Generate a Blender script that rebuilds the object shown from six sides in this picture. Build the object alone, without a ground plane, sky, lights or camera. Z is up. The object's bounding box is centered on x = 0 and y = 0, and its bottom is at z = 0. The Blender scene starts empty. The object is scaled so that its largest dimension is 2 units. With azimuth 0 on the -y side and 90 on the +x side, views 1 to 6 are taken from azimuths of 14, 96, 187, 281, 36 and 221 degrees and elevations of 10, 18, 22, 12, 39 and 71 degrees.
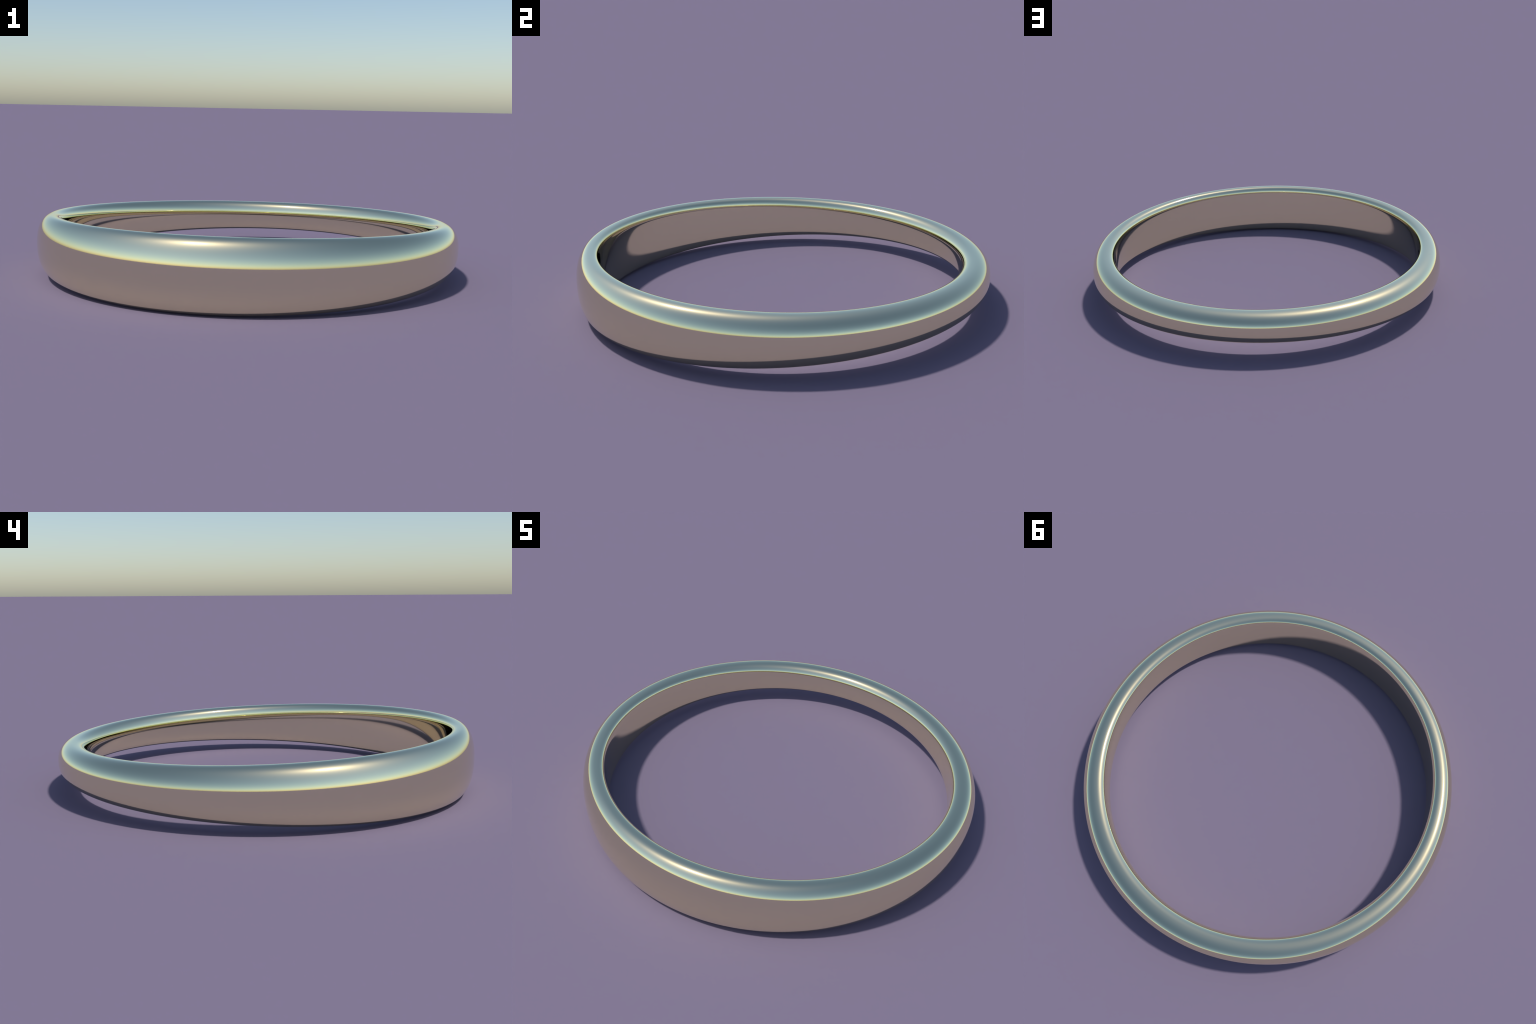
import bpy, math

# ---------------------------------------------------------------- dimensions
OUTER_RADIUS = 1.0        # metres, so the longest side is 2 m
CREST_RADIUS = 0.9236     # where the rims are highest
HOLE_RADIUS = 0.8754      # finger hole at mid height
CREST_SHIFT = -0.0045     # crest and hole sit slightly off centre, towards -y
HOLE_SHIFT = -0.0112
HALF_HEIGHT = 0.1521      # half height of the band where it is tallest, at -y
TAPER = 0.3116            # the band narrows evenly towards +y
TAPER_BOW = 0.0144        # slight bow of that narrowing
DOME_RADIAL = 2.2       # superellipse exponents of the domed outside
DOME_AXIAL = 2.3476
EDGE_RADIAL = 2.3        # superellipse exponents of the rounded inner edge
EDGE_AXIAL = 7.807
EDGE_AXIAL_SWING = -0.5092  # the inner edge is tighter on the tall side
COMFORT = 0.0034          # inward swell of the inner wall
COMFORT_SWING = 0.755

SEGMENTS = 640
DOME_STEPS = 112
WALL_STEPS = 200


def spow(v, e):
    return math.copysign(abs(v) ** e, v)


def shifted_circle(radius, shift, s):
    """Distance from the origin to a circle moved by `shift` along y."""
    return shift * s + math.sqrt(radius ** 2 - shift ** 2 * (1 - s * s))


def section(s):
    """Closed D-shaped cross-section (radius, height) where sin(azimuth) = s."""
    half = HALF_HEIGHT * (1 - TAPER * s + TAPER_BOW * (s * s - 1)) / (1 + TAPER)
    crest = shifted_circle(CREST_RADIUS, CREST_SHIFT, s)
    hole = shifted_circle(HOLE_RADIUS, HOLE_SHIFT, s)
    swell = COMFORT * (1 + COMFORT_SWING * s)
    axial = EDGE_AXIAL * (1 + EDGE_AXIAL_SWING * s)
    radial = EDGE_RADIAL
    pts = []
    for i in range(DOME_STEPS + 1):                 # domed outside, bottom to top
        a = math.pi * (i / DOME_STEPS - 0.5)
        c = max(math.cos(a), 0.0)
        if c < 1e-9:
            c = 0.0
        pts.append((crest + (OUTER_RADIUS - crest) * c ** (2 / DOME_RADIAL),
                    half * spow(math.sin(a), 2 / DOME_AXIAL)))
    for i in range(1, WALL_STEPS):                  # inner edge, wall, inner edge
        a = math.pi / 2 * (1 - 2 * i / WALL_STEPS) ** 3   # denser on the wall
        z = spow(math.sin(a), 2 / axial)
        pts.append((crest + swell * (z * z - 1)
                    - (crest - swell - hole) * math.cos(a) ** (2 / radial),
                    half * z))
    return pts


def build_band():
    verts, faces = [], []
    for k in range(SEGMENTS):
        t = 2 * math.pi * k / SEGMENTS
        loop = section(math.sin(t))
        n = len(loop)
        for r, z in loop:
            verts.append((r * math.cos(t), r * math.sin(t), z + HALF_HEIGHT))
    for k in range(SEGMENTS):
        b, c = k * n, ((k + 1) % SEGMENTS) * n
        for i in range(n):
            j = (i + 1) % n
            faces.append((b + i, c + i, c + j, b + j))
    me = bpy.data.meshes.new("finger_ring")
    me.from_pydata(verts, [], faces)
    me.update()
    me.polygons.foreach_set("use_smooth", [True] * len(me.polygons))
    return me


def polished_metal():
    mat = bpy.data.materials.new("polished_pale_gold")
    mat.use_nodes = True
    p = mat.node_tree.nodes["Principled BSDF"]
    p.inputs["Base Color"].default_value = (0.95, 0.88, 0.57, 1)
    p.inputs["Metallic"].default_value = 1.0
    p.inputs["Roughness"].default_value = 0.05
    return mat


band = bpy.data.objects.new("finger_ring", build_band())
bpy.context.scene.collection.objects.link(band)
band.data.materials.append(polished_metal())
band["label"] = "polished pale gold finger band, domed outside, taller in front"
band["category"] = "ring"
